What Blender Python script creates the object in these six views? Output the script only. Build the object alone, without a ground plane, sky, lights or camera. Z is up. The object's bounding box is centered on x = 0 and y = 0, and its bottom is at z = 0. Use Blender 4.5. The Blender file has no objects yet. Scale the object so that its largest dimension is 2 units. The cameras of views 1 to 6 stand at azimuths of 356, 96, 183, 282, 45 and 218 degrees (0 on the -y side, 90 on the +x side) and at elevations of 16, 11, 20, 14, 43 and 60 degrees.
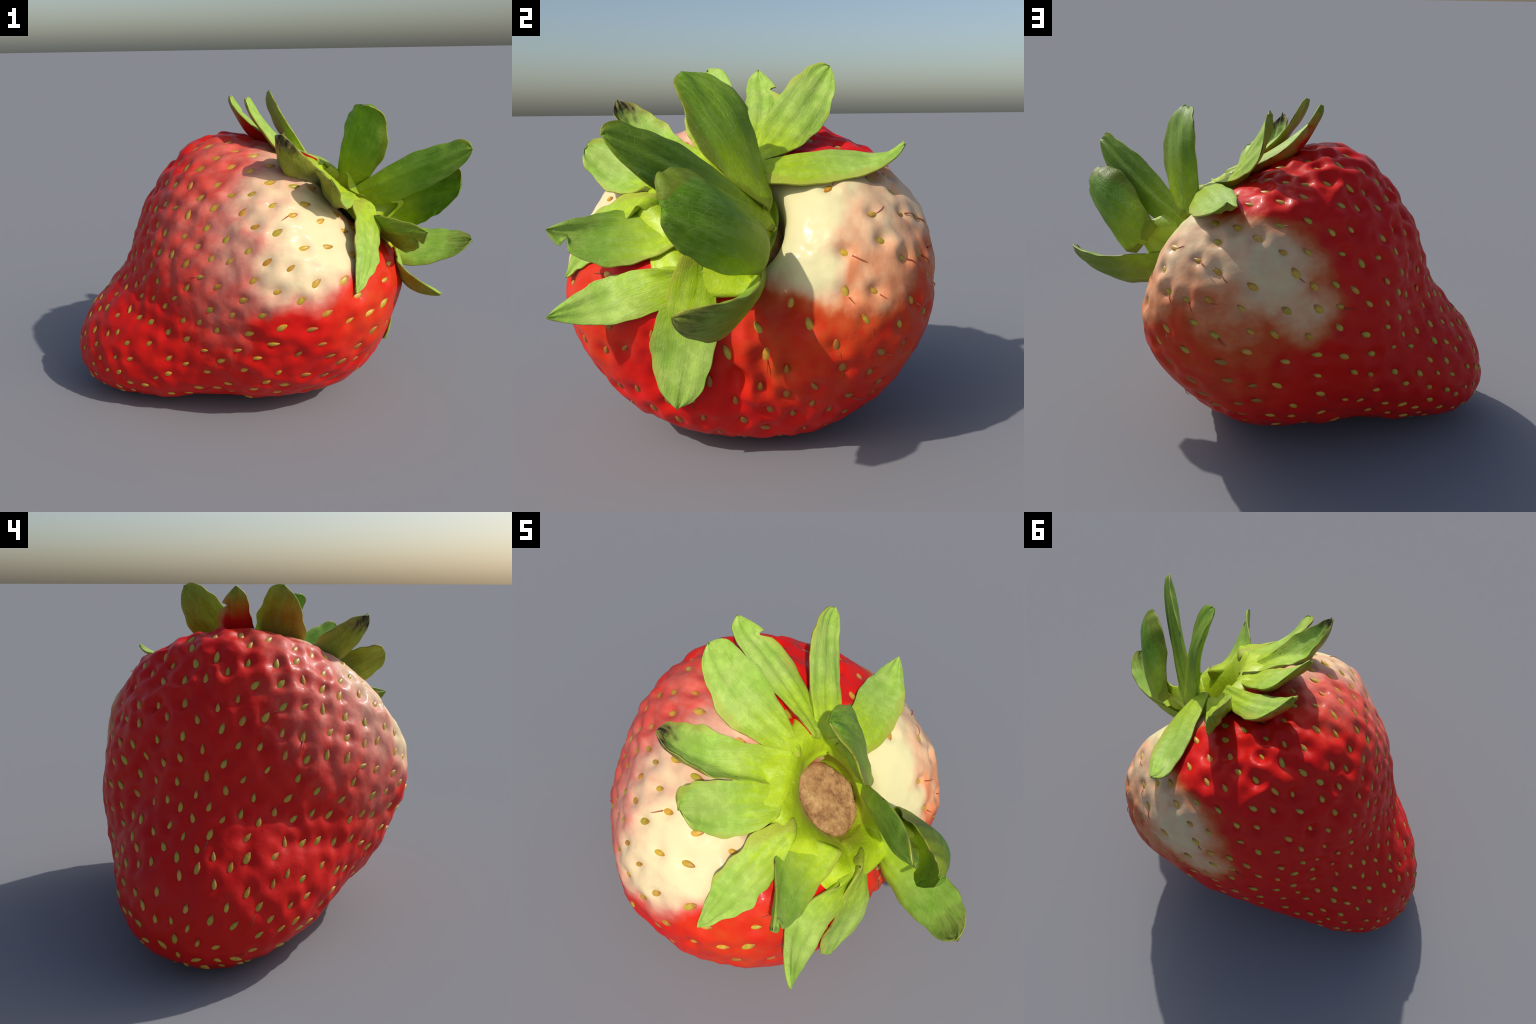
"""A ripening strawberry lying on its side: a lumpy heart-shaped berry, red with
cream shoulders, studded with achenes (seeds) in pits, and a ragged green calyx
of fourteen sepals round a cut brown stem stub."""
import bpy, bmesh, math, random
import numpy as np
from mathutils import Vector, Matrix, noise

rng = np.random.default_rng(7)
random.seed(7)
V3 = lambda *c: np.array(c, float)
unit = lambda v: v / np.linalg.norm(v)

# ------------------------------------------------------------------ berry shape
# Polar profile about CORE: for each polar angle from the tip (degrees) a mean
# radius and the first six harmonics (cos, sin) of the roundness of that ring.
CORE = V3(-0.10, 0.0, 0.60)
AXIS = V3(0.8719, -0.0745, 0.4840)              # tip -> crown
UP = V3(-0.4823, 0.0412, 0.8751)
SIDE = V3(-0.0851, -0.9964, 0.0)
RINGS = {
    0: [0.995, 0, 0, 0, 0, 0, 0, 0, 0, 0, 0, 0, 0],
    12: [0.927, -0.002, 0.010, -0.024, -0.003, 0.002, 0, 0, 0, 0, 0, 0, 0],
    24: [0.784, -0.026, 0.018, -0.058, -0.008, 0.013, 0.001, 0.003, 0.003, 0, 0, 0, 0],
    36: [0.675, -0.035, 0.013, -0.056, -0.010, 0.027, 0.001, 0.006, 0.007, -0.001, -0.002, 0.001, 0],
    48: [0.634, -0.025, -0.004, -0.034, -0.009, 0.025, 0.001, 0.006, 0.006, -0.002, -0.004, 0.004, -0.001],
    60: [0.629, -0.014, -0.016, -0.022, -0.008, 0.021, 0.001, 0.002, -0.001, -0.002, -0.002, 0.006, -0.001],
    72: [0.637, -0.015, -0.015, -0.019, -0.007, 0.025, -0.001, -0.005, -0.003, 0, 0.002, 0.004, 0.001],
    84: [0.657, -0.020, -0.015, -0.014, -0.004, 0.026, -0.006, -0.003, 0.001, 0.002, 0.004, -0.001, 0.003],
    96: [0.690, -0.023, -0.019, -0.017, -0.007, 0.020, -0.004, 0.006, 0.002, 0.001, 0.007, -0.002, 0.003],
    108: [0.714, -0.029, -0.020, -0.036, -0.011, 0.017, 0.006, 0.008, -0.004, -0.001, 0.008, 0.002, 0],
    120: [0.714, -0.041, -0.017, -0.054, -0.006, 0.019, 0.016, 0.001, -0.003, -0.002, 0.004, 0.005, -0.002],
    132: [0.696, -0.047, -0.015, -0.056, -0.006, 0.021, 0.024, -0.006, 0.003, -0.001, -0.001, 0.004, -0.002],
    144: [0.666, -0.052, -0.005, -0.041, -0.023, 0.017, 0.027, -0.006, 0.006, 0, -0.002, 0.002, -0.001],
    156: [0.612, -0.061, 0.011, -0.018, -0.033, 0.009, 0.018, -0.003, 0.003, 0, -0.001, 0.001, 0],
    168: [0.535, -0.045, 0.014, -0.003, -0.016, 0.002, 0.004, 0, 0, 0, 0, 0, 0],
    180: [0.492, 0, 0, 0, 0, 0, 0, 0, 0, 0, 0, 0, 0],
}
RING_TABLE = np.array([RINGS[k] for k in sorted(RINGS)])
# mirror one ring past each pole (odd harmonics flip) so the spline is smooth there
_flip = np.array([1] + [(-1) ** k for k in range(1, 7) for _ in (0, 1)])
RING_TABLE = np.vstack([RING_TABLE[1] * _flip, RING_TABLE, RING_TABLE[-2] * _flip])


def berry_radius(direction):
    """Smooth radius of the berry along unit directions from CORE."""
    a, u, s = direction @ -AXIS, direction @ UP, direction @ SIDE
    polar = np.degrees(np.arccos(np.clip(a, -1, 1))) / 12.0
    theta = np.arctan2(s, u)
    k = np.clip(polar.astype(int), 0, 14)
    f = (polar - k)[..., None]
    p0, p1, p2, p3 = (RING_TABLE[k + j] for j in range(4))
    c = p1 + 0.5 * f * (p2 - p0 + f * (2 * p0 - 5 * p1 + 4 * p2 - p3 + f * (3 * (p1 - p2) + p3 - p0)))
    r = c[..., 0].copy()
    for n in range(1, 7):
        r += c[..., 2 * n - 1] * np.cos(n * theta) + c[..., 2 * n] * np.sin(n * theta)
    return r


def polar_direction(polar, theta):
    p = np.asarray(polar)
    return (-np.cos(p)[..., None] * AXIS + np.sin(p)[..., None]
            * (np.cos(theta)[..., None] * UP + np.sin(theta)[..., None] * SIDE))


def on_berry(direction, lift=0.0):
    return CORE + direction * (berry_radius(direction) + lift)[..., None]


def berry_gap(p):
    """Radial height of points above the smooth berry."""
    d = p - CORE
    r = np.linalg.norm(d, axis=-1)
    return r - berry_radius(d / r[..., None])


def berry_normal(direction):
    d = np.asarray(direction)
    t1 = np.cross(d, np.where(np.abs(d[..., 2:3]) < 0.9, V3(0, 0, 1), V3(1, 0, 0)))
    t1 /= np.linalg.norm(t1, axis=-1, keepdims=True)
    t2 = np.cross(d, t1)
    e = 0.02
    un = lambda x: x / np.linalg.norm(x, axis=-1, keepdims=True)
    n = np.cross(on_berry(un(d + e * t1)) - on_berry(un(d - e * t1)), on_berry(un(d + e * t2)) - on_berry(un(d - e * t2)))
    n = un(n)
    return n * np.sign((n * d).sum(-1, keepdims=True))


STUB = V3(0.301, 0.030, 0.830)                  # centre of the cut stem, sunk in the crown

# ------------------------------------------------------------------ seed layout
# Golden-angle spiral; spacing grows from the tip to the crown.
def seed_layout():
    polar = np.radians(np.linspace(0, 150, 601))
    th = np.linspace(0, 2 * np.pi, 48, endpoint=False)
    ring = np.array([berry_radius(polar_direction(np.full(48, p), th)).mean() for p in polar])
    line = np.sqrt(np.gradient(ring * np.sin(polar)) ** 2 + np.gradient(ring * np.cos(polar)) ** 2)
    spacing = np.interp(np.degrees(polar), [0, 30, 60, 95, 125, 150], [0.084, 0.096, 0.110, 0.120, 0.126, 0.130])
    count = np.cumsum(2 * np.pi * ring * np.sin(polar) * line / (0.866 * spacing ** 2))
    total = int(count[-1])
    n = np.arange(total)
    p = np.interp(n + 0.5, count, polar)
    t = n * math.radians(137.508) + 0.6
    gap = np.interp(p, polar, spacing)
    p = p + rng.normal(0, 0.19, total) * gap / 0.65
    t = t + rng.normal(0, 0.19, total) * gap / np.maximum(0.65 * np.sin(p), 0.05)
    return polar_direction(np.clip(p, 0.02, 2.62), t), gap


SEED_DIR, SEED_GAP = seed_layout()
# the bare smooth crown and the ground the calyx covers carry no seeds
STUB_MOUTH = on_berry(unit(STUB - CORE)[None])[0]
CROWN = unit(V3(0.445, 0.02, 0.93) - CORE)
_keep = np.degrees(np.arccos(np.clip(SEED_DIR @ CROWN, -1, 1))) > 27
SEED_DIR, SEED_GAP = SEED_DIR[_keep], SEED_GAP[_keep]
for _ in range(12):                                  # neighbours that crowd push apart
    q = on_berry(SEED_DIR)
    d = q[:, None] - q[None]
    dist = np.linalg.norm(d, axis=-1) + np.eye(len(q))
    want = 0.78 * (SEED_GAP[:, None] + SEED_GAP[None]) / 2
    push = np.where(dist < want, (want - dist) / dist * 0.35, 0.0) * (1 - np.eye(len(q)))
    q = q + (d * push[..., None]).sum(1)
    SEED_DIR = (q - CORE) / np.linalg.norm(q - CORE, axis=1, keepdims=True)
SEED_BASE = on_berry(SEED_DIR)
SEED_DEEP = np.random.default_rng(11).uniform(0.55, 1.3, len(SEED_DIR))


def fbm(points, scale, octaves=3, shift=0.0):
    out = np.empty(len(points))
    for i, p in enumerate(points):
        out[i] = noise.fractal(Vector(p * scale + shift), 1.0, 2.0, octaves)
    return out


# where the skin puckers most: back of the shoulder (above) and the crown's far side
def region(p, centre, radius):
    d = np.linalg.norm(p - V3(*centre), axis=-1) / radius
    return np.exp(-d * d)


def crown_pit(p):
    return 0.15 * np.exp(-(np.linalg.norm(p - STUB_MOUTH + V3(0, 0.045, 0), axis=1) / 0.168) ** 4)


def berry_relief(d, coarse_noise, fine_noise, lump_noise):
    """Pits round the seeds, the puffy skin between them, folds and dents."""
    p = on_berry(d)
    h = np.zeros(len(p))
    puff = 0.8 + 0.65 * region(p, (0.42, 0.55, 0.78), 0.34) + 0.8 * region(p, (-0.25, 0.15, 1.2), 0.40) - 0.25 * region(p, (-0.9, 0, 0.2), 0.5)
    near = np.full(len(p), 9.0)
    for s, gap, deep in zip(SEED_BASE, SEED_GAP, SEED_DEEP):
        q = p - s
        m = np.abs(q).max(1) < 0.16
        qq = q[m]
        along = qq @ AXIS
        d2 = (qq * qq).sum(1)
        r = np.sqrt(np.maximum(d2 - 0.35 * along * along, 0))
        h[m] -= 0.013 * deep * np.exp(-(r / 0.026) ** 2)
        h[m] += 0.0025 * np.exp(-((r - 0.052) / 0.024) ** 2)
        near[m] = np.minimum(near[m], r)
    h *= puff
    crown = np.degrees(np.arccos(np.clip(d @ CROWN, -1, 1)))
    h += 0.011 * coarse_noise * np.clip((crown - 10) / 25, 0, 1)
    h += 0.0009 * fine_noise + 0.004 * lump_noise * np.clip((crown - 15) / 20, 0, 1)
    h -= crown_pit(p)
    # fold lines on the back of the shoulder
    fold = region(p, (-0.32, 0.20, 1.12), 0.30)
    h += fold * 0.012 * np.sin(26 * (p @ unit(V3(0.75, 0.1, 0.6))) + 5 * coarse_noise)
    # creases that run out from under the calyx on the lower crown
    spoke = np.arctan2((p - STUB) @ V3(0, 1, 0), -(p - STUB) @ V3(-0.7, 0, 0.7))
    h += region(p, (0.55, 0.07, 0.36), 0.20) * (0.014 * np.sin(13 * spoke + 4 * coarse_noise + 0.6) + 0.006 * np.sin(29 * spoke))
    # a few dents
    for c, rad, dep in (((0.55, 0.20, 0.42), 0.05, 0.022), ((0.53, 0.02, 0.36), 0.05, 0.02), ((-0.10, 0.55, 1.04), 0.07, 0.016),
                        ((-0.30, -0.55, 0.50), 0.10, 0.014), ((-0.2, 0.62, 0.4), 0.10, 0.012)):
        h -= dep * region(p, c, rad)
    return h


# ------------------------------------------------------------------ node helpers
class Nodes:
    def __init__(self, name):
        self.mat = bpy.data.materials.new(name)
        self.mat.use_nodes = True
        self.tree = self.mat.node_tree
        self.tree.nodes.clear()

    def add(self, kind, inputs=None, **props):
        n = self.tree.nodes.new(kind)
        for k, v in props.items():
            setattr(n, k, v)
        for k, v in (inputs or {}).items():
            self.set(n.inputs[k], v)
        return n

    def set(self, socket, v):
        if isinstance(v, bpy.types.NodeSocket):
            self.tree.links.new(v, socket)
        elif isinstance(v, (tuple, list)) and socket.type == "RGBA" and len(v) == 3:
            socket.default_value = (*v, 1)
        else:
            socket.default_value = v

    def math(self, op, a, b=0.0, clamp=False):
        return self.add("ShaderNodeMath", {0: a, 1: b}, operation=op, use_clamp=clamp).outputs[0]

    def mix(self, f, a, b, blend="MIX"):
        n = self.add("ShaderNodeMix", data_type="RGBA", blend_type=blend)
        self.set(n.inputs[0], f); self.set(n.inputs[6], a); self.set(n.inputs[7], b)
        return n.outputs[2]

    def ramp(self, f, stops, mode="LINEAR"):
        n = self.add("ShaderNodeValToRGB", {0: f})
        n.color_ramp.interpolation = mode
        e = n.color_ramp.elements
        while len(e) < len(stops):
            e.new(0.5)
        for x, (pos, col) in zip(e, stops):
            x.position = pos
            x.color = (*col, 1)
        return n.outputs[0]

    def span(self, f, lo, hi, a=0.0, b=1.0, smooth=True):
        return self.add("ShaderNodeMapRange", {0: f, 1: lo, 2: hi, 3: a, 4: b}, interpolation_type="SMOOTHSTEP" if smooth else "LINEAR").outputs[0]

    def noise(self, vec, scale, detail=3.0, rough=0.5, distort=0.0):
        return self.add("ShaderNodeTexNoise", {"Vector": vec, "Scale": scale, "Detail": detail, "Roughness": rough, "Distortion": distort})

    def finish(self, **inputs):
        b = self.add("ShaderNodeBsdfPrincipled", inputs)
        o = self.add("ShaderNodeOutputMaterial")
        self.tree.links.new(b.outputs[0], o.inputs[0])
        return self.mat


# ------------------------------------------------------------------ materials
def berry_material():
    m = Nodes("strawberry_skin")
    obj = m.add("ShaderNodeTexCoord").outputs["Object"]
    wob = m.noise(obj, 5.0, 3.0)
    off = m.add("ShaderNodeVectorMath", {0: wob.outputs["Color"], 1: (0.5, 0.5, 0.5)}, operation="SUBTRACT").outputs[0]
    off = m.add("ShaderNodeVectorMath", {0: off, "Scale": 0.16}, operation="SCALE").outputs[0]
    p = m.add("ShaderNodeVectorMath", {0: obj, 1: off}, operation="ADD").outputs[0]

    def patches(spots, soft=1.0):
        total = None
        for centre, inner, outer, weight in spots:
            d = m.add("ShaderNodeVectorMath", {0: p, 1: centre}, operation="DISTANCE").outputs["Value"]
            v = m.span(d, inner * soft, outer / soft, weight, 0.0)
            total = v if total is None else m.math("MAXIMUM", total, v)
        return total

    # unripe pale skin: (centre, full inside, gone outside, strength)
    pale = patches([
        ((0.17, -0.58, 0.93), 0.14, 0.36, 1.00),
        ((0.06, -0.70, 0.78), 0.08, 0.34, 0.90),
        ((-0.04, -0.50, 1.04), 0.06, 0.34, 0.78),
        ((-0.16, -0.60, 0.88), 0.05, 0.42, 0.56),
        ((-0.32, -0.44, 0.95), 0.04, 0.50, 0.37),
        ((-0.22, -0.66, 0.68), 0.04, 0.42, 0.37),
        ((-0.18, -0.26, 1.18), 0.04, 0.38, 0.35),
        ((0.22, -0.35, 1.08), 0.08, 0.28, 0.90),
        ((0.02, -0.25, 1.17), 0.04, 0.26, 0.66),
        ((0.40, 0.18, 0.95), 0.16, 0.32, 1.00),
        ((0.51, 0.17, 0.77), 0.13, 0.30, 0.98),
        ((0.36, 0.46, 0.90), 0.08, 0.36, 0.70),
        ((0.46, 0.50, 0.72), 0.05, 0.34, 0.56),
        ((0.20, 0.58, 0.98), 0.10, 0.30, 0.72),
        ((-0.02, 0.64, 0.90), 0.08, 0.28, 0.76),
        ((-0.14, 0.66, 0.76), 0.04, 0.21, 0.66),
        ((0.16, 0.70, 0.76), 0.05, 0.36, 0.46),
        ((0.36, 0.30, 1.02), 0.10, 0.28, 0.85),
        ((0.24, 0.20, 1.08), 0.03, 0.20, 0.50),
    ], 0.84)
    # fully ripe skin that cuts into the pale shoulders
    ripe = patches([
        ((0.55, 0.05, 0.42), 0.25, 0.38, 1.0),
        ((0.48, -0.50, 0.55), 0.20, 0.36, 1.0),
        ((0.10, -0.74, 0.40), 0.14, 0.34, 0.9),
        ((0.00, 0.34, 1.20), 0.14, 0.30, 0.9),
        ((0.38, 0.58, 0.42), 0.10, 0.34, 0.7),
    ])
    streak = m.noise(m.add("ShaderNodeMapping", {"Vector": obj, "Scale": (5.0, 16.0, 10.0)}).outputs[0], 1.6, 4.0, 0.6).outputs[0]
    mott = m.noise(obj, 16.0, 4.0, 0.6).outputs[0]
    f = m.math("SUBTRACT", pale, m.math("MULTIPLY", ripe, 0.75))
    f = m.math("ADD", f, m.math("MULTIPLY", m.math("SUBTRACT", streak, 0.5), 0.30))
    f = m.math("ADD", f, m.math("MULTIPLY", m.math("SUBTRACT", mott, 0.5), 0.26), clamp=True)
    ripe_red, blush_red = (0.70, 0.011, 0.007), (0.71, 0.019, 0.011)
    pinkish = m.ramp(f, [(0.0, ripe_red), (0.12, blush_red), (0.30, (0.66, 0.085, 0.060)),
                         (0.50, (0.70, 0.22, 0.16)), (0.70, (0.77, 0.46, 0.29)), (0.95, (0.82, 0.67, 0.38))])
    orangey = m.ramp(f, [(0.0, ripe_red), (0.12, (0.68, 0.020, 0.010)), (0.30, (0.62, 0.095, 0.025)),
                         (0.50, (0.73, 0.28, 0.125)), (0.70, (0.79, 0.49, 0.28)), (0.95, (0.78, 0.70, 0.37))])
    far = m.add("ShaderNodeSeparateXYZ", {0: obj}).outputs[1]
    colour = m.mix(m.span(far, -0.25, 0.25), pinkish, orangey)
    # ripe skin varies: orange blush low at the crown, deeper crimson on the back
    orange = patches([((0.52, 0.25, 0.50), 0.10, 0.36, 1.0), ((0.28, 0.64, 0.52), 0.12, 0.44, 0.9), ((0.42, -0.55, 0.55), 0.10, 0.35, 0.7)])
    hue = m.math("MULTIPLY", orange, m.span(f, 0.55, 0.15))
    colour = m.mix(m.math("MULTIPLY", hue, m.span(mott, 0.25, 0.7, 0.3, 1.0)), colour, (0.60, 0.070, 0.012))
    deep = m.span(m.noise(obj, 7.0, 3.0).outputs[0], 0.45, 0.75, 0.0, 0.45)
    colour = m.mix(m.math("MULTIPLY", deep, m.span(f, 0.30, 0.05)), colour, (0.56, 0.003, 0.006))
    bump_h = m.math("ADD", m.noise(obj, 60.0, 4.0).outputs[0], m.math("MULTIPLY", m.noise(obj, 22.0, 2.0).outputs[0], 1.5))
    bump = m.add("ShaderNodeBump", {"Height": bump_h, "Strength": 0.12, "Distance": 0.008}).outputs[0]
    rough = m.span(m.noise(obj, 30.0, 2.0).outputs[0], 0.3, 0.7, 0.38, 0.52)
    return m.finish(**{"Base Color": colour, "Roughness": rough, "Normal": bump, "Coat Weight": 0.06, "Coat Roughness": 0.14, "Specular IOR Level": 0.14})


def seed_material():
    m = Nodes("achene")
    rnd = m.add("ShaderNodeObjectInfo").outputs["Random"]
    obj = m.add("ShaderNodeTexCoord").outputs["Object"]
    x = m.add("ShaderNodeSeparateXYZ", {0: obj}).outputs[0]
    base = m.ramp(rnd, [(0.0, (0.50, 0.40, 0.03)), (0.25, (0.70, 0.43, 0.04)), (0.5, (0.62, 0.28, 0.03)), (0.75, (0.44, 0.38, 0.03)), (1.0, (0.74, 0.38, 0.07))])
    colour = m.mix(m.span(x, 0.008, 0.028, 0.0, 0.75), base, (0.30, 0.075, 0.015))
    colour = m.mix(m.span(m.noise(obj, 90.0, 2.0).outputs[0], 0.45, 0.7, 0.0, 0.4), colour, (0.30, 0.20, 0.02))
    return m.finish(**{"Base Color": colour, "Roughness": 0.4})


def style_material():
    m = Nodes("dry_style")
    obj = m.add("ShaderNodeTexCoord").outputs["Object"]
    c = m.mix(m.noise(obj, 40.0).outputs[0], (0.30, 0.045, 0.015), (0.42, 0.09, 0.03))
    return m.finish(**{"Base Color": c, "Roughness": 0.6})


def sepal_material(upper):
    """Local frame of a sepal: y runs from base to tip, x across, z out of the upper face."""
    m = Nodes("sepal_upper_face" if upper else "sepal_under_face")
    obj = m.add("ShaderNodeTexCoord").outputs["Object"]
    prop = lambda n: m.add("ShaderNodeAttribute", attribute_type="OBJECT", attribute_name='["%s"]' % n).outputs["Fac"]
    xyz = m.add("ShaderNodeSeparateXYZ", {0: obj})
    y = m.math("DIVIDE", xyz.outputs[1], prop("length"))
    rnd = m.add("ShaderNodeObjectInfo").outputs["Random"]
    shift = m.add("ShaderNodeCombineXYZ", {0: m.math("MULTIPLY", rnd, 9.0), 2: m.math("MULTIPLY", rnd, 5.0)}).outputs[0]
    p = m.add("ShaderNodeVectorMath", {0: obj, 1: shift}, operation="ADD").outputs[0]
    grain = m.noise(m.add("ShaderNodeMapping", {"Vector": p, "Scale": (60.0, 7.0, 30.0)}).outputs[0], 1.0, 4.0, 0.6, 0.6).outputs[0]
    blot = m.noise(p, 9.0, 3.0, 0.55).outputs[0]
    veins = m.add("ShaderNodeTexVoronoi", {"Vector": m.add("ShaderNodeMapping", {"Vector": p, "Scale": (62.0, 24.0, 30.0)}).outputs[0], "Scale": 1.0}, feature="DISTANCE_TO_EDGE").outputs[0]
    vein = m.span(veins, 0.0, 0.09, 1.0, 0.0)
    tone = prop("tone")                                   # 0 pale lime ... 1 deep green
    pale = m.mix(m.span(blot, 0.35, 0.65), (0.40, 0.64, 0.085), (0.52, 0.70, 0.15)) if upper else m.mix(m.span(blot, 0.35, 0.65), (0.34, 0.38, 0.022), (0.30, 0.28, 0.02))
    dark = m.mix(m.span(blot, 0.3, 0.7), (0.075, 0.22, 0.006), (0.17, 0.35, 0.012))
    colour = m.mix(tone, pale, dark)
    lime = m.span(m.math("ADD", y, m.math("MULTIPLY", m.math("SUBTRACT", grain, 0.5), 0.3)), 0.15, 0.60, 0.9, 0.0)
    colour = m.mix(lime, colour, (0.46, 0.62, 0.010))
    colour = m.mix(m.span(grain, 0.35, 0.7, 0.0, 0.5), colour, m.mix(0.5, colour, (0.52, 0.66, 0.17)))
    colour = m.mix(m.span(m.noise(p, 24.0, 4.0, 0.6).outputs[0], 0.42, 0.62, 0.45, 0.0), colour, m.mix(0.5, colour, (0.10, 0.22, 0.01)))
    colour = m.mix(m.math("MULTIPLY", vein, 0.14), colour, (0.42, 0.56, 0.14))
    # under faces that grew against the fruit carry its blush
    blush = m.math("MULTIPLY", prop("blush"), m.span(m.math("ADD", y, m.math("MULTIPLY", blot, 0.2)), 0.80, 1.10, 1.0, 0.0))
    if not upper:
        milky = m.math("MULTIPLY", prop("milky"), m.span(m.math("ADD", y, m.math("MULTIPLY", grain, 0.3)), 0.40, 0.85, 0.9, 0.0))
        colour = m.mix(milky, colour, (0.62, 0.56, 0.36))
        colour = m.mix(blush, colour, (0.64, 0.012, 0.010))
    # withered tip
    withered = m.math("MULTIPLY", prop("withered"), m.span(m.math("ADD", y, m.math("MULTIPLY", m.math("SUBTRACT", blot, 0.5), 0.5)), 0.80, 0.95))
    colour = m.mix(withered, colour, m.mix(m.span(grain, 0.4, 0.6), (0.035, 0.028, 0.018), (0.25, 0.22, 0.06)))
    # worn olive margin
    reach = m.math("MULTIPLY", m.math("SQRT", m.math("MAXIMUM", m.math("MULTIPLY", y, m.math("SUBTRACT", 1.0, y)), 0.002)), m.math("MULTIPLY", prop("half_width"), 2.0))
    margin = m.math("DIVIDE", m.math("ABSOLUTE", xyz.outputs[0]), reach)
    margin = m.span(m.math("ADD", margin, m.math("MULTIPLY", m.math("SUBTRACT", blot, 0.5), 0.9)), 0.82, 1.12, 0.0, 0.6)
    colour = m.mix(margin, colour, m.mix(tone, (0.46, 0.46, 0.06), (0.16, 0.17, 0.015)))
    # sparse brown flecks
    fleck = m.math("MULTIPLY", m.span(m.noise(p, 15.0, 2.5, 0.6, 0.5).outputs[0], 0.735, 0.79), 0.8)
    colour = m.mix(fleck, colour, (0.20, 0.10, 0.02))
    h = m.math("ADD", m.math("MULTIPLY", grain, 1.2), m.math("MULTIPLY", vein, -0.12))
    bump = m.add("ShaderNodeBump", {"Height": h, "Strength": 0.35, "Distance": 0.008}).outputs[0]
    b = m.add("ShaderNodeBsdfPrincipled", {"Base Color": colour, "Roughness": 0.45, "Normal": bump, "Specular IOR Level": 0.2})
    t = m.add("ShaderNodeBsdfTranslucent", {"Color": colour, "Normal": bump})
    mx = m.add("ShaderNodeMixShader", {0: 0.12, 1: b.outputs[0], 2: t.outputs[0]})
    m.tree.links.new(mx.outputs[0], m.add("ShaderNodeOutputMaterial").inputs[0])
    return m.mat


def rim_material():
    m = Nodes("sepal_rim")
    obj = m.add("ShaderNodeTexCoord").outputs["Object"]
    f = m.noise(obj, 14.0, 3.0).outputs[0]
    c = m.ramp(f, [(0.35, (0.34, 0.42, 0.04)), (0.56, (0.30, 0.30, 0.03)), (0.66, (0.09, 0.065, 0.015))])
    return m.finish(**{"Base Color": c, "Roughness": 0.5})


def collar_material():
    m = Nodes("calyx_collar")
    obj = m.add("ShaderNodeTexCoord").outputs["Object"]
    a = m.noise(obj, 12.0, 3.0).outputs[0]
    g = m.noise(obj, 55.0, 4.0, 0.65).outputs[0]
    c = m.mix(m.span(a, 0.3, 0.7), (0.36, 0.50, 0.010), (0.48, 0.62, 0.02))
    c = m.mix(m.span(g, 0.56, 0.74, 0.0, 0.6), c, (0.58, 0.66, 0.16))
    bump = m.add("ShaderNodeBump", {"Height": g, "Strength": 0.35, "Distance": 0.008}).outputs[0]
    return m.finish(**{"Base Color": c, "Roughness": 0.42, "Normal": bump})


def stub_material():
    m = Nodes("cut_stem")
    obj = m.add("ShaderNodeTexCoord").outputs["Object"]
    a = m.noise(obj, 22.0, 5.0, 0.7).outputs[0]
    b = m.noise(obj, 70.0, 3.0, 0.6).outputs[0]
    c = m.ramp(a, [(0.30, (0.13, 0.050, 0.018)), (0.44, (0.34, 0.165, 0.060)), (0.60, (0.50, 0.28, 0.115)), (0.75, (0.62, 0.42, 0.20))])
    c = m.mix(m.span(b, 0.58, 0.72, 0.0, 0.6), c, (0.20, 0.08, 0.03))
    bump = m.add("ShaderNodeBump", {"Height": m.math("ADD", a, b), "Strength": 0.6, "Distance": 0.012}).outputs[0]
    return m.finish(**{"Base Color": c, "Roughness": 0.75, "Normal": bump})


# ------------------------------------------------------------------ object helpers
def mesh_object(name, verts, faces, mats, parent=None, slots=None, smooth=True):
    me = bpy.data.meshes.new(name)
    me.from_pydata([tuple(v) for v in verts], [], faces)
    for mt in mats:
        me.materials.append(mt)
    if slots is not None:
        me.polygons.foreach_set("material_index", slots)
    if smooth:
        me.polygons.foreach_set("use_smooth", [True] * len(me.polygons))
    me.update()
    o = bpy.data.objects.new(name, me)
    bpy.context.scene.collection.objects.link(o)
    o.parent = parent
    return o


root = bpy.data.objects.new("strawberry", None)
bpy.context.scene.collection.objects.link(root)
root["label"] = "red strawberry with cream shoulders and ragged green calyx"
root["category"] = "fruit"

# ------------------------------------------------------------------ berry
bm = bmesh.new()
bmesh.ops.create_icosphere(bm, subdivisions=8, radius=1.0)
me = bpy.data.meshes.new("berry")
bm.to_mesh(me)
bm.free()
co = np.empty(len(me.vertices) * 3)
me.vertices.foreach_get("co", co)
direction = co.reshape(-1, 3)
direction /= np.linalg.norm(direction, axis=1, keepdims=True)
smooth_pos = on_berry(direction)
relief = berry_relief(direction, fbm(smooth_pos, 5.5, 2), fbm(smooth_pos, 26.0, 3, 3.0), fbm(smooth_pos, 11.0, 2, 7.0))
pos = smooth_pos + berry_normal(direction) * relief[:, None]
pos[:, 2] = np.maximum(pos[:, 2], 0.0)
me.vertices.foreach_set("co", pos.ravel())
me.polygons.foreach_set("use_smooth", [True] * len(me.polygons))
me.materials.append(berry_material())
me.update()
berry = bpy.data.objects.new("berry", me)
bpy.context.scene.collection.objects.link(berry)
berry.parent = root

# ------------------------------------------------------------------ seeds
SEED_L, SEED_W, SEED_H = 0.0305, 0.0122, 0.0085


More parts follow.
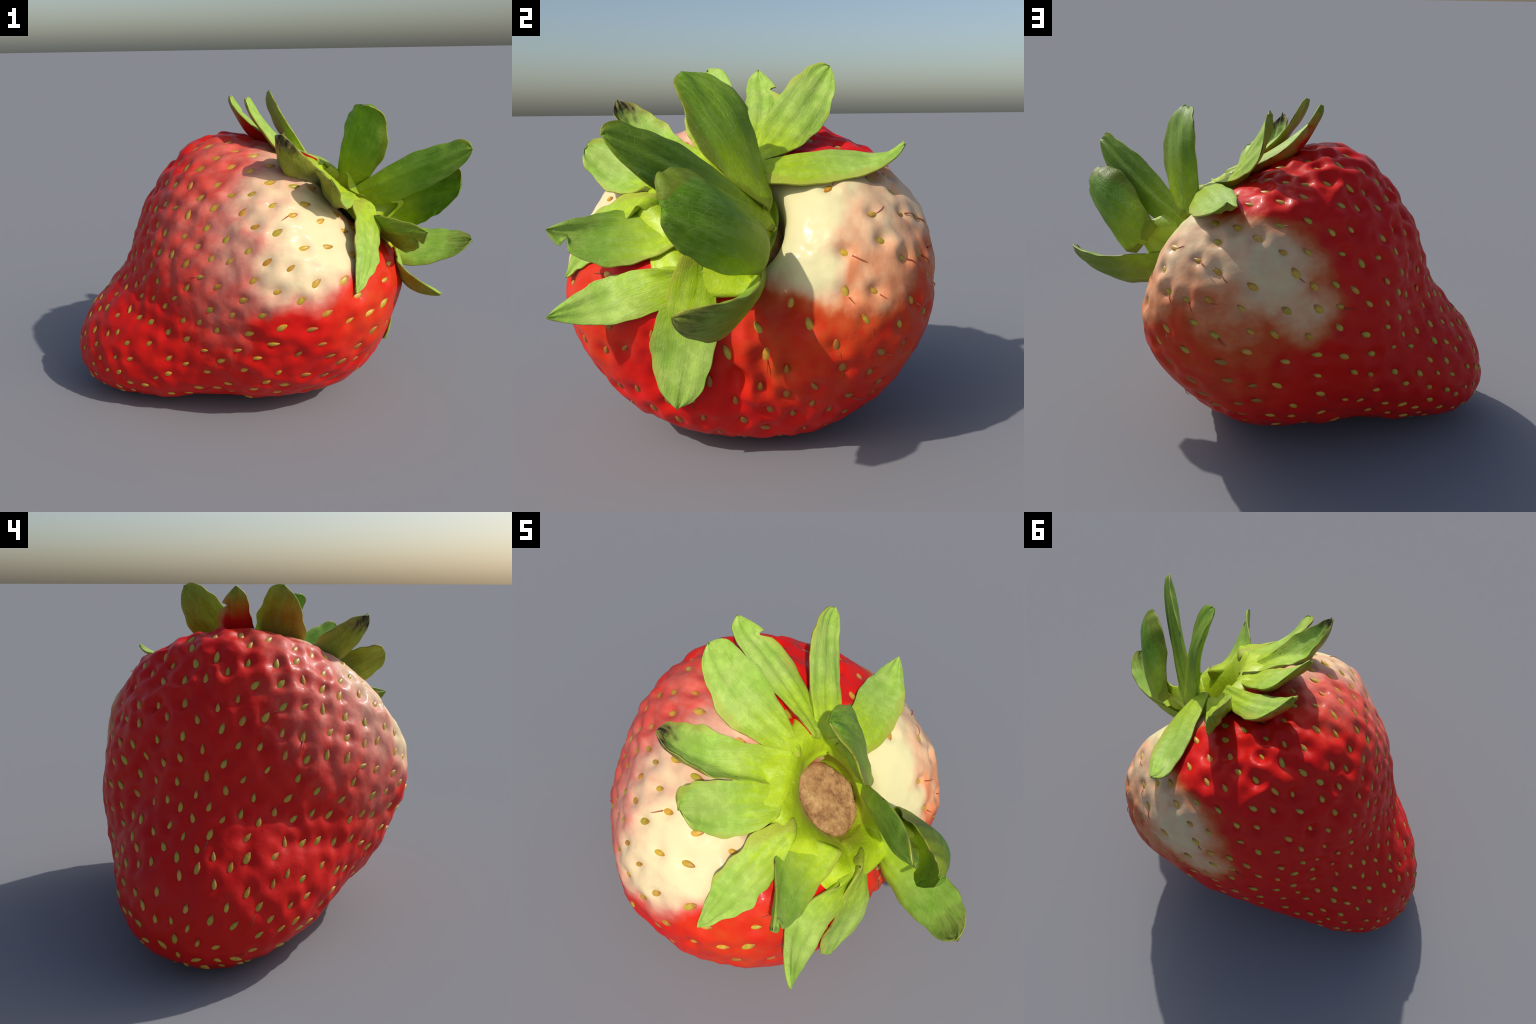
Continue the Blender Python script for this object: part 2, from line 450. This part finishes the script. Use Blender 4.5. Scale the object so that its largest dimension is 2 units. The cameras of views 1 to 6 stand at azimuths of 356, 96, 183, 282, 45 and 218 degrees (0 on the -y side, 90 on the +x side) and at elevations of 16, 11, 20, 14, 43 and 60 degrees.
def seed_mesh(variant):
    r = np.random.default_rng(50 + variant)
    fat, point = r.uniform(0.9, 1.2), r.uniform(0.25, 0.5)
    verts, faces, ns, nt = [], [], 12, 9
    for i in range(nt + 1):
        a = math.pi * i / nt
        x, w = -math.cos(a), math.sin(a)
        w *= 1 - point * max(x, 0) ** 1.5 + 0.0 * x
        for j in range(ns):
            b = 2 * math.pi * j / ns
            verts.append((SEED_L * x, SEED_W * fat * w * math.cos(b), SEED_H * w * math.sin(b)))
    for i in range(nt):
        for j in range(ns):
            k = (j + 1) % ns
            faces.append((i * ns + j, i * ns + k, (i + 1) * ns + k, (i + 1) * ns + j))
    return verts, faces


seed_mat = seed_material()
seed_meshes = []
for v in range(5):
    o = mesh_object("seed", *seed_mesh(v), [seed_mat])
    seed_meshes.append(o.data)
    bpy.data.objects.remove(o)

seed_normal = berry_normal(SEED_DIR)
seed_depth = berry_relief(SEED_DIR, fbm(SEED_BASE, 5.5, 2), fbm(SEED_BASE, 26.0, 3, 3.0), fbm(SEED_BASE, 11.0, 2, 7.0))
seed_point = SEED_BASE + seed_normal * seed_depth[:, None]


def seed_frame(i):
    n = seed_normal[i]
    x = unit(AXIS - n * (AXIS @ n))
    a = rng.normal(0, 0.22)
    y = np.cross(n, x)
    x, y = x * math.cos(a) + y * math.sin(a), y * math.cos(a) - x * math.sin(a)
    scale = float(np.clip(SEED_GAP[i] / 0.118, 0.82, 1.12)) * rng.uniform(0.78, 1.12)
    n2 = unit(n - 0.22 * x)                        # blunt end sits deeper
    x = unit(x - n2 * (x @ n2))
    y = np.cross(n2, x)
    m = np.eye(4)
    m[:3, 0], m[:3, 1], m[:3, 2] = x * scale, y * scale, n2 * scale
    m[:3, 3] = seed_point[i] + n * 0.0006
    m[2, 3] = max(m[2, 3], 0.010)                # nothing below the table
    return m, x, y, n


# the 300 seeds on the visible sides are objects of their own, those underneath are joined
order = np.argsort(-(seed_normal @ V3(0, 0, 1)))
stuff_v, stuff_f, styles = [], [], []
for rank, i in enumerate(order):
    m, sx, sy, sn = seed_frame(i)
    if rank < 300:
        o = bpy.data.objects.new("seed", seed_meshes[i % 5])
        bpy.context.scene.collection.objects.link(o)
        o.parent = berry
        o.matrix_world = Matrix(m.tolist())
    else:
        v, f = seed_mesh(i % 5)
        n0 = len(stuff_v)
        stuff_v += [tuple((m[:3, :3] @ np.array(p)) + m[:3, 3]) for p in v]
        stuff_f += [tuple(n0 + k for k in q) for q in f]
    crown_side = np.degrees(np.arccos(np.clip(SEED_DIR[i] @ AXIS, -1, 1)))
    chance = 0.9 * math.exp(-(np.linalg.norm(SEED_BASE[i] - V3(0.40, 0.50, 0.78)) / 0.36) ** 2) + (0.22 if crown_side < 62 else 0.05)
    if rng.random() < chance:
        styles.append((seed_point[i], -sx, sy, sn))
o = mesh_object("seeds_underneath", stuff_v, stuff_f, [seed_mat], berry)
o["kind"] = "stuff"

# dry hair-like styles that trail from some seeds
verts, faces = [], []
for base, x, y, n in styles:
    bend, length, lean = rng.uniform(-0.6, 0.6), rng.uniform(0.028, 0.052), rng.uniform(-0.5, 0.5)
    pts = []
    for k in range(7):
        t = k / 6
        q = base + x * (0.017 + length * t * math.cos(lean)) + y * (length * (lean * t + bend * t * t * 0.6))
        d = unit(q - CORE)[None]
        q = SEED_BASE[0] * 0 + CORE + d[0] * (berry_radius(d)[0] + 0.001 + 0.004 * math.sin(math.pi * t) + np.interp(t, [0, 0.5, 1], [-0.008, 0.0, 0.003]))
        pts.append((q, 0.0028 * (1.05 - 0.75 * t)))
    for (q, r) in pts:
        for j in range(6):
            a = math.pi * j / 3
            verts.append(tuple(q + r * (math.cos(a) * y + math.sin(a) * n)))
    b0 = len(verts) - 42
    for k in range(6):
        for j in range(6):
            faces.append((b0 + k * 6 + j, b0 + k * 6 + (j + 1) % 6, b0 + k * 6 + 6 + (j + 1) % 6, b0 + k * 6 + 6 + j))
o = mesh_object("dry_styles", verts, faces, [style_material()], berry)
o["kind"] = "stuff"

# ------------------------------------------------------------------ calyx
HUB_N = unit(V3(0.68, -0.24, 0.69))
STUB_U = unit(np.cross(HUB_N, V3(0, 1, 0)))
STUB_V = np.cross(HUB_N, STUB_U)
STUB_OVAL = (1.45, 1.00)
# Each sepal: its two edges as four control points from the collar to the shared
# tip, how deeply it cups, and its colouring.
SEPALS = [
    dict(a=[(0.238, -0.104, 1.095), (0.047, -0.268, 1.168), (-0.071, -0.293, 1.253)], b=[(0.189, -0.051, 1.131), (0.009, 0.002, 1.251), (-0.062, -0.011, 1.386)],
         tip=(-0.126, -0.174, 1.444), cup=0.02, tone=0.05, blush=0.22, milky=0.2, web=0.72, blunt=0.42),
    dict(a=[(0.218, -0.007, 1.145), (-0.052, 0.006, 1.266), (-0.203, -0.063, 1.364)], b=[(0.225, 0.042, 1.109), (0.031, 0.181, 1.217), (-0.110, 0.188, 1.312)],
         tip=(-0.188, 0.025, 1.444), cup=0.03, tone=0.10, blush=1.0, web=0.85, notch=(0.80, 1, 0.05)),
    dict(a=[(0.204, 0.042, 1.098), (0.103, 0.099, 1.334), (-0.006, 0.186, 1.447)], b=[(0.268, 0.105, 1.105), (0.108, 0.290, 1.142), (0.039, 0.363, 1.263)],
         tip=(0.025, 0.322, 1.442), cup=0.05, tone=0.12, web=0.55, blunt=0.42),
    dict(a=[(0.294, 0.075, 1.094), (0.155, 0.324, 1.176), (0.088, 0.513, 1.067)], b=[(0.368, 0.110, 1.026), (0.388, 0.360, 1.029), (0.291, 0.525, 1.019)],
         tip=(0.160, 0.600, 1.156), cup=-0.03, tone=0.10),
    dict(a=[(0.347, 0.103, 1.040), (0.376, 0.076, 1.261), (0.351, 0.016, 1.410)], b=[(0.440, 0.110, 0.959), (0.586, -0.131, 1.132), (0.571, -0.164, 1.330)],
         tip=(0.438, -0.167, 1.400), cup=0.02, plump=0.035, tone=0.85, blunt=0.42),
    dict(a=[(0.407, 0.085, 0.961), (0.637, -0.094, 1.178), (0.825, -0.256, 1.286)], b=[(0.401, 0.131, 0.866), (0.643, -0.028, 0.890), (0.852, -0.187, 1.039)],
         tip=(0.890, -0.297, 1.210), cup=0.00, plump=0.03, tone=0.80, blunt=0.42),
    dict(a=[(0.576, 0.102, 0.933), (0.793, -0.010, 1.168), (0.921, -0.161, 1.168)], b=[(0.696, 0.111, 0.776), (0.838, 0.006, 0.814), (0.902, -0.139, 0.906)],
         tip=(0.905, -0.133, 1.018), cup=0.10, wrap=0.22, tone=0.95, blunt=0.42),
    dict(a=[(0.493, 0.103, 0.779), (0.795, 0.146, 0.737), (0.967, 0.094, 0.755)], b=[(0.506, 0.103, 0.677), (0.578, 0.019, 0.540), (0.855, -0.039, 0.540)],
         tip=(0.995, -0.092, 0.722), cup=0.02, plump=0.025, tone=0.55, withered=0.5, blunt=0.42),
    dict(a=[(0.542, -0.047, 0.778), (0.619, -0.026, 0.520), (0.593, -0.037, 0.339)], b=[(0.609, -0.149, 0.812), (0.571, -0.266, 0.550), (0.535, -0.330, 0.378)],
         tip=(0.541, -0.192, 0.258), cup=0.02, tone=0.15),
    dict(a=[(0.575, -0.080, 0.748), (0.563, -0.246, 0.565), (0.614, -0.394, 0.552)], b=[(0.580, -0.233, 0.767), (0.508, -0.415, 0.741), (0.510, -0.497, 0.704)],
         tip=(0.684, -0.582, 0.621), cup=0.03, tone=0.05),
    dict(a=[(0.531, -0.167, 0.845), (0.549, -0.346, 0.728), (0.587, -0.509, 0.746)], b=[(0.367, -0.267, 0.909), (0.379, -0.382, 0.948), (0.509, -0.449, 0.955)],
         tip=(0.607, -0.596, 0.899), cup=0.03, tone=0.45, notch=(0.86, 0, 0.04)),
    dict(a=[(0.442, -0.341, 0.950), (0.458, -0.444, 0.794), (0.424, -0.532, 0.735)], b=[(0.371, -0.270, 0.991), (0.293, -0.480, 1.009), (0.310, -0.595, 0.882)],
         tip=(0.295, -0.656, 0.665), cup=-0.03, tone=0.10, ragged=0.10),
    dict(a=[(0.351, -0.330, 1.013), (0.296, -0.446, 0.926), (0.264, -0.569, 1.018)], b=[(0.283, -0.189, 1.038), (0.149, -0.408, 1.128), (0.100, -0.527, 1.216)],
         tip=(0.189, -0.598, 1.141), cup=0.05, tone=0.10, web=0.6, milky=0.7, blunt=0.6),
    dict(a=[(0.290, -0.170, 1.041), (0.180, -0.391, 1.096), (0.128, -0.523, 1.213)], b=[(0.223, -0.127, 1.124), (0.001, -0.297, 1.150), (-0.062, -0.362, 1.297)],
         tip=(0.003, -0.524, 1.321), cup=0.30, tone=0.10, web=0.7, milky=1.0, withered=1.0, ragged=0.08),
]


def bezier(c, t):
    t = t[:, None]
    return (1 - t) ** 3 * c[0] + 3 * t * (1 - t) ** 2 * c[1] + 3 * t * t * (1 - t) * c[2] + t ** 3 * c[3]


def rim_point(p, radius):
    """Point of the stub's rim that faces p."""
    d = p - STUB
    a = math.atan2(d @ STUB_V, d @ STUB_U)
    return STUB + radius * (math.cos(a) * STUB_U * STUB_OVAL[0] + math.sin(a) * STUB_V * STUB_OVAL[1])


collar_mat, upper_mat, under_mat, rim_mat = collar_material(), sepal_material(True), sepal_material(False), rim_material()
NT, NU = 44, 18


def sepal_surface(s, index):
    a, b = (np.array([*s[k], s["tip"]], float) for k in "ab")
    t = np.linspace(0, 1, NT - 8)
    A, B = bezier(a, t), bezier(b, t)
    # root: run each edge smoothly back to the collar
    def rooted(E, other):
        q = 0.8 * E[0] + 0.2 * rim_point(E[0], 0.13)
        k = np.linspace(0, 1, 9)[:-1, None]
        tangent = (E[1] - E[0]) * 8 * 0.5
        h = lambda u: (2 * u ** 3 - 3 * u ** 2 + 1, -2 * u ** 3 + 3 * u ** 2, u ** 3 - u ** 2)
        w0, w1, w2 = h(k)
        d0 = (E[0] - q)
        m0 = u3 = k ** 3 - 2 * k ** 2 + k
        return np.vstack([w0 * q + w1 * E[0] + m0 * d0 + w2 * tangent, E])
    A2, B2 = rooted(A, B), rooted(B, A)
    M, W = (A2 + B2) / 2, (B2 - A2) / 2
    along = np.gradient(M, axis=0)
    N = np.cross(W, along)
    N /= np.maximum(np.linalg.norm(N, axis=1, keepdims=True), 1e-9)
    for _ in range(3):
        N[1:-1] = (N[:-2] + 2 * N[1:-1] + N[2:]) / 4
    N[-4:] = N[-5]
    N /= np.linalg.norm(N, axis=1, keepdims=True)
    width = np.linalg.norm(W, axis=1)
    s_par = np.linspace(0, 1, NT)
    body = np.clip((s_par - 0.15) / 0.2, 0, 1)
    r = np.random.default_rng(200 + index)
    ph = r.uniform(0, 6.28, 8)
    rag = s.get("ragged", 0.035)
    edge = {}
    for side in (0, 1):
        wob = rag * (np.sin(17 * s_par + ph[side]) + 0.6 * np.sin(41 * s_par + ph[2 + side])) * body
        if "notch" in s and s["notch"][1] == side:
            wob -= s["notch"][2] / np.maximum(width, 0.02) * np.exp(-((s_par - s["notch"][0]) / 0.018) ** 2)
        blunt = np.maximum(1.0, ((1.012 - s_par) / 0.26) ** (-s.get("blunt", 0.12)))
        edge[side] = np.clip(1 + wob, 0.2, 1.3) * blunt
    u = np.sin(np.linspace(-1, 1, NU) * math.pi / 2)
    U = u[None, :]
    e = np.where(U < 0, edge[0][:, None], edge[1][:, None])
    P = M[:, None] + W[:, None] * (U * e)[..., None]
    bow = -s["cup"] * (1 - U ** 2) * 2 * width[:, None]
    ridge = 0.0045 * np.cos(U * 9.0 + ph[4]) * np.clip(1 - U ** 2, 0, 1) * body[:, None]
    ripple = 0.005 * np.sin(9 * s_par[:, None] + ph[5] + 2.5 * U) * body[:, None]
    midrib = 0.006 * np.exp(-(U / 0.12) ** 2) * body[:, None] * (1 - 0.6 * s_par[:, None])
    bow = bow + s.get("wrap", 0.0) * U ** 4 * 2 * width[:, None] * body[:, None]
    P = P + N[:, None] * (bow + ridge + ripple - midrib)[..., None]
    thick = np.interp(s_par, [0, 0.2, 0.8, 1], [0.016, 0.013, 0.010, 0.006])[:, None] * np.sqrt(np.clip(1.06 - U ** 2, 0, 1))
    thick = np.minimum(thick, 0.35 * np.maximum(width, 0.006)[:, None])
    plump = s.get("plump", 0.0) * (1 - U ** 2) * np.interp(s_par, [0.1, 0.35, 0.7, 1], [0, 1, 0.9, 0])[:, None]
    top, low = P + N[:, None] * (thick + plump)[..., None], P - N[:, None] * thick[..., None]
    # near the root the under face is fused to the fruit by a fleshy web
    web = s.get("web", 0.0)
    if web:
        q = np.clip((web - s_par) / 0.30, 0, 1)[:, None] * np.clip(1.25 * (1 - U ** 2), 0, 1)
        q = (q * q * (3 - 2 * q))[..., None]
        d = unit_rows(low - CORE)
        skin = on_berry(d, np.full(d.shape[:2], -0.01))
        low = low + (skin - low) * q
    # leave the fruit's skin
    for S, clear in ((low, -0.012 if web else 0.004), (top, 0.014)):
        flat = S.reshape(-1, 3)
        gap = berry_gap(flat)
        push = np.maximum(clear - gap, 0)
        flat += unit_rows(flat - CORE) * push[:, None]
    return top, low, M, W, N


def unit_rows(x):
    return x / np.linalg.norm(x, axis=-1, keepdims=True)


# collar: the fused sepal bases, one skin that climbs out of the pit round the
# stub, passes over every root and dies out on the sepals
def closed_curve(points, per):
    p = np.array(points)
    f = (np.arange(per) / per)[None, :, None]
    p0, p1, p2, p3 = (np.roll(p, k, 0)[:, None] for k in (1, 0, -1, -2))
    c = p1 + 0.5 * f * (p2 - p0 + f * (2 * p0 - 5 * p1 + 4 * p2 - p3 + f * (3 * (p1 - p2) + p3 - p0)))
    return c.reshape(-1, 3)


def collar_mesh():
    def mid(s, t):
        return sum(bezier(np.array([*s[k], s["tip"]], float), np.array([t]))[0] for k in "ab") / 2
    inner, outer = [], []
    for k, (s, nxt) in enumerate(zip(SEPALS, SEPALS[1:] + SEPALS[:1])):
        reach = 0.30 if 7 <= k <= 10 else 0.15
        web_in = (mid(s, 0.0) + mid(nxt, 0.0)) / 2
        web_out = (mid(s, reach) + mid(nxt, reach)) / 2
        inner += [mid(s, 0.0), web_in]
        outer += [mid(s, 0.17), 0.3 * web_in + 0.7 * web_out]
    per = 6
    A, B = closed_curve(inner, per), closed_curve(outer, per)
    rim = np.array([rim_point(p, 0.109) for p in A])
    for _ in range(6):
        rim = (np.roll(rim, 1, 0) + 2 * rim + np.roll(rim, -1, 0)) / 4
    thin = np.clip(unit_rows(A - STUB) @ unit(V3(0.40, 0.16, 0.93) - STUB), 0, 1)[:, None] ** 2
    wall = 0.6 * rim + 0.4 * A + HUB_N * (0.062 - 0.04 * thin)
    lip = A + HUB_N * (0.018 - 0.016 * thin)
    B = B - unit_rows(B - CORE) * 0.006
    under = B - unit_rows(B - CORE) * np.clip(berry_gap(B) + 0.01, 0, 0.06)[:, None] * 0.9
    loops = []
    for a, b, n in ((rim - HUB_N * 0.03, rim, 2), (rim, wall, 4), (wall, lip, 5), (lip, B, 6), (B, under, 3)):
        loops += [a + (b - a) * k / n for k in range(n)]
    loops.append(under)
    loops = np.array(loops)
    for _ in range(4):                               # soften the profile
        loops[4:] = (np.roll(loops[4:], 1, 1) + 2 * loops[4:] + np.roll(loops[4:], -1, 1)) / 4
        loops[1:-1] = (loops[:-2] + 2 * loops[1:-1] + loops[2:]) / 4
    flat = loops[2:-3].reshape(-1, 3)                # stay clear of the pitted crown
    away = unit_rows(flat - CORE)
    gap = berry_gap(flat) + crown_pit(on_berry(away))
    flat = flat + away * np.maximum(0.010 - gap, 0)[:, None]
    loops[2:-3] = flat.reshape(loops[2:-3].shape)
    wrinkle = np.array([noise.fractal(Vector(p * 26), 1.0, 2.0, 2) for p in loops.reshape(-1, 3)]).reshape(loops.shape[:2])
    loops += HUB_N * (0.004 * wrinkle)[..., None]
    n = len(A)
    faces = [(i * n + j, i * n + (j + 1) % n, (i + 1) * n + (j + 1) % n, (i + 1) * n + j) for i in range(len(loops) - 1) for j in range(n)]
    return loops.reshape(-1, 3), faces


calyx = mesh_object("calyx", *collar_mesh(), [collar_mat], root)


# cut stem stub: a rough, slightly domed oval
def stub_mesh():
    verts, faces, na = [], [], 64
    prof = [(0.015, 0.004), (0.04, 0.005), (0.07, 0.004), (0.096, 0.001), (0.106, -0.006), (0.112, -0.02), (0.113, -0.05)]
    for r, lift in prof:
        for j in range(na):
            a = 2 * math.pi * j / na
            w = 1 + 0.05 * math.sin(3 * a + 0.5) + 0.03 * math.sin(7 * a)
            q = STUB + (math.cos(a) * STUB_U * STUB_OVAL[0] + math.sin(a) * STUB_V * STUB_OVAL[1]) * r * w
            verts.append(q + HUB_N * (lift + 0.008 * noise.fractal(Vector(q * 30), 1.0, 2.0, 3)))
    for i in range(len(prof) - 1):
        for j in range(na):
            k = (j + 1) % na
            faces.append((i * na + j, i * na + k, (i + 1) * na + k, (i + 1) * na + j))
    faces.append(tuple(range(na))[::-1])
    return verts, faces


mesh_object("stem_stub", *stub_mesh(), [stub_material()], calyx)

for index, s in enumerate(SEPALS):
    top, low, M, W, N = sepal_surface(s, index)
    origin = M[0]
    y = unit(M[-1] - M[0])
    z = N[NT // 2] - y * (N[NT // 2] @ y)
    z = unit(z)
    x = np.cross(y, z)
    frame = np.stack([x, y, z], 1)
    verts = np.vstack([(top.reshape(-1, 3) - origin) @ frame, (low.reshape(-1, 3) - origin) @ frame])
    idx = lambda layer, i, j: layer * NT * NU + i * NU + j
    faces, slots = [], []
    for i in range(NT - 1):
        for j in range(NU - 1):
            faces.append((idx(0, i, j), idx(0, i, j + 1), idx(0, i + 1, j + 1), idx(0, i + 1, j)))
            slots.append(0)
            faces.append((idx(1, i, j), idx(1, i + 1, j), idx(1, i + 1, j + 1), idx(1, i, j + 1)))
            slots.append(1)
        for j, flip in ((0, False), (NU - 1, True)):
            q = (idx(0, i, j), idx(0, i + 1, j), idx(1, i + 1, j), idx(1, i, j))
            faces.append(q[::-1] if flip else q)
            slots.append(2)
    for i, flip in ((0, True), (NT - 1, False)):
        for j in range(NU - 1):
            q = (idx(0, i, j), idx(0, i, j + 1), idx(1, i, j + 1), idx(1, i, j))
            faces.append(q[::-1] if flip else q)
            slots.append(2)
    o = mesh_object("sepal", verts, faces, [upper_mat, under_mat, rim_mat], calyx, slots)
    m = np.eye(4)
    m[:3, :3], m[:3, 3] = frame, origin
    o.matrix_world = Matrix(m.tolist())
    o["half_width"] = float(np.linalg.norm(W, axis=1).max())
    o["length"] = float(np.linalg.norm(M[-1] - M[0]))
    for k in ("tone", "blush", "milky", "withered"):
        o[k] = float(s.get(k, 0.0))
    b = bmesh.new()
    b.from_mesh(o.data)
    bmesh.ops.remove_doubles(b, verts=b.verts, dist=0.0004)
    bmesh.ops.recalc_face_normals(b, faces=b.faces)
    b.to_mesh(o.data)
    b.free()
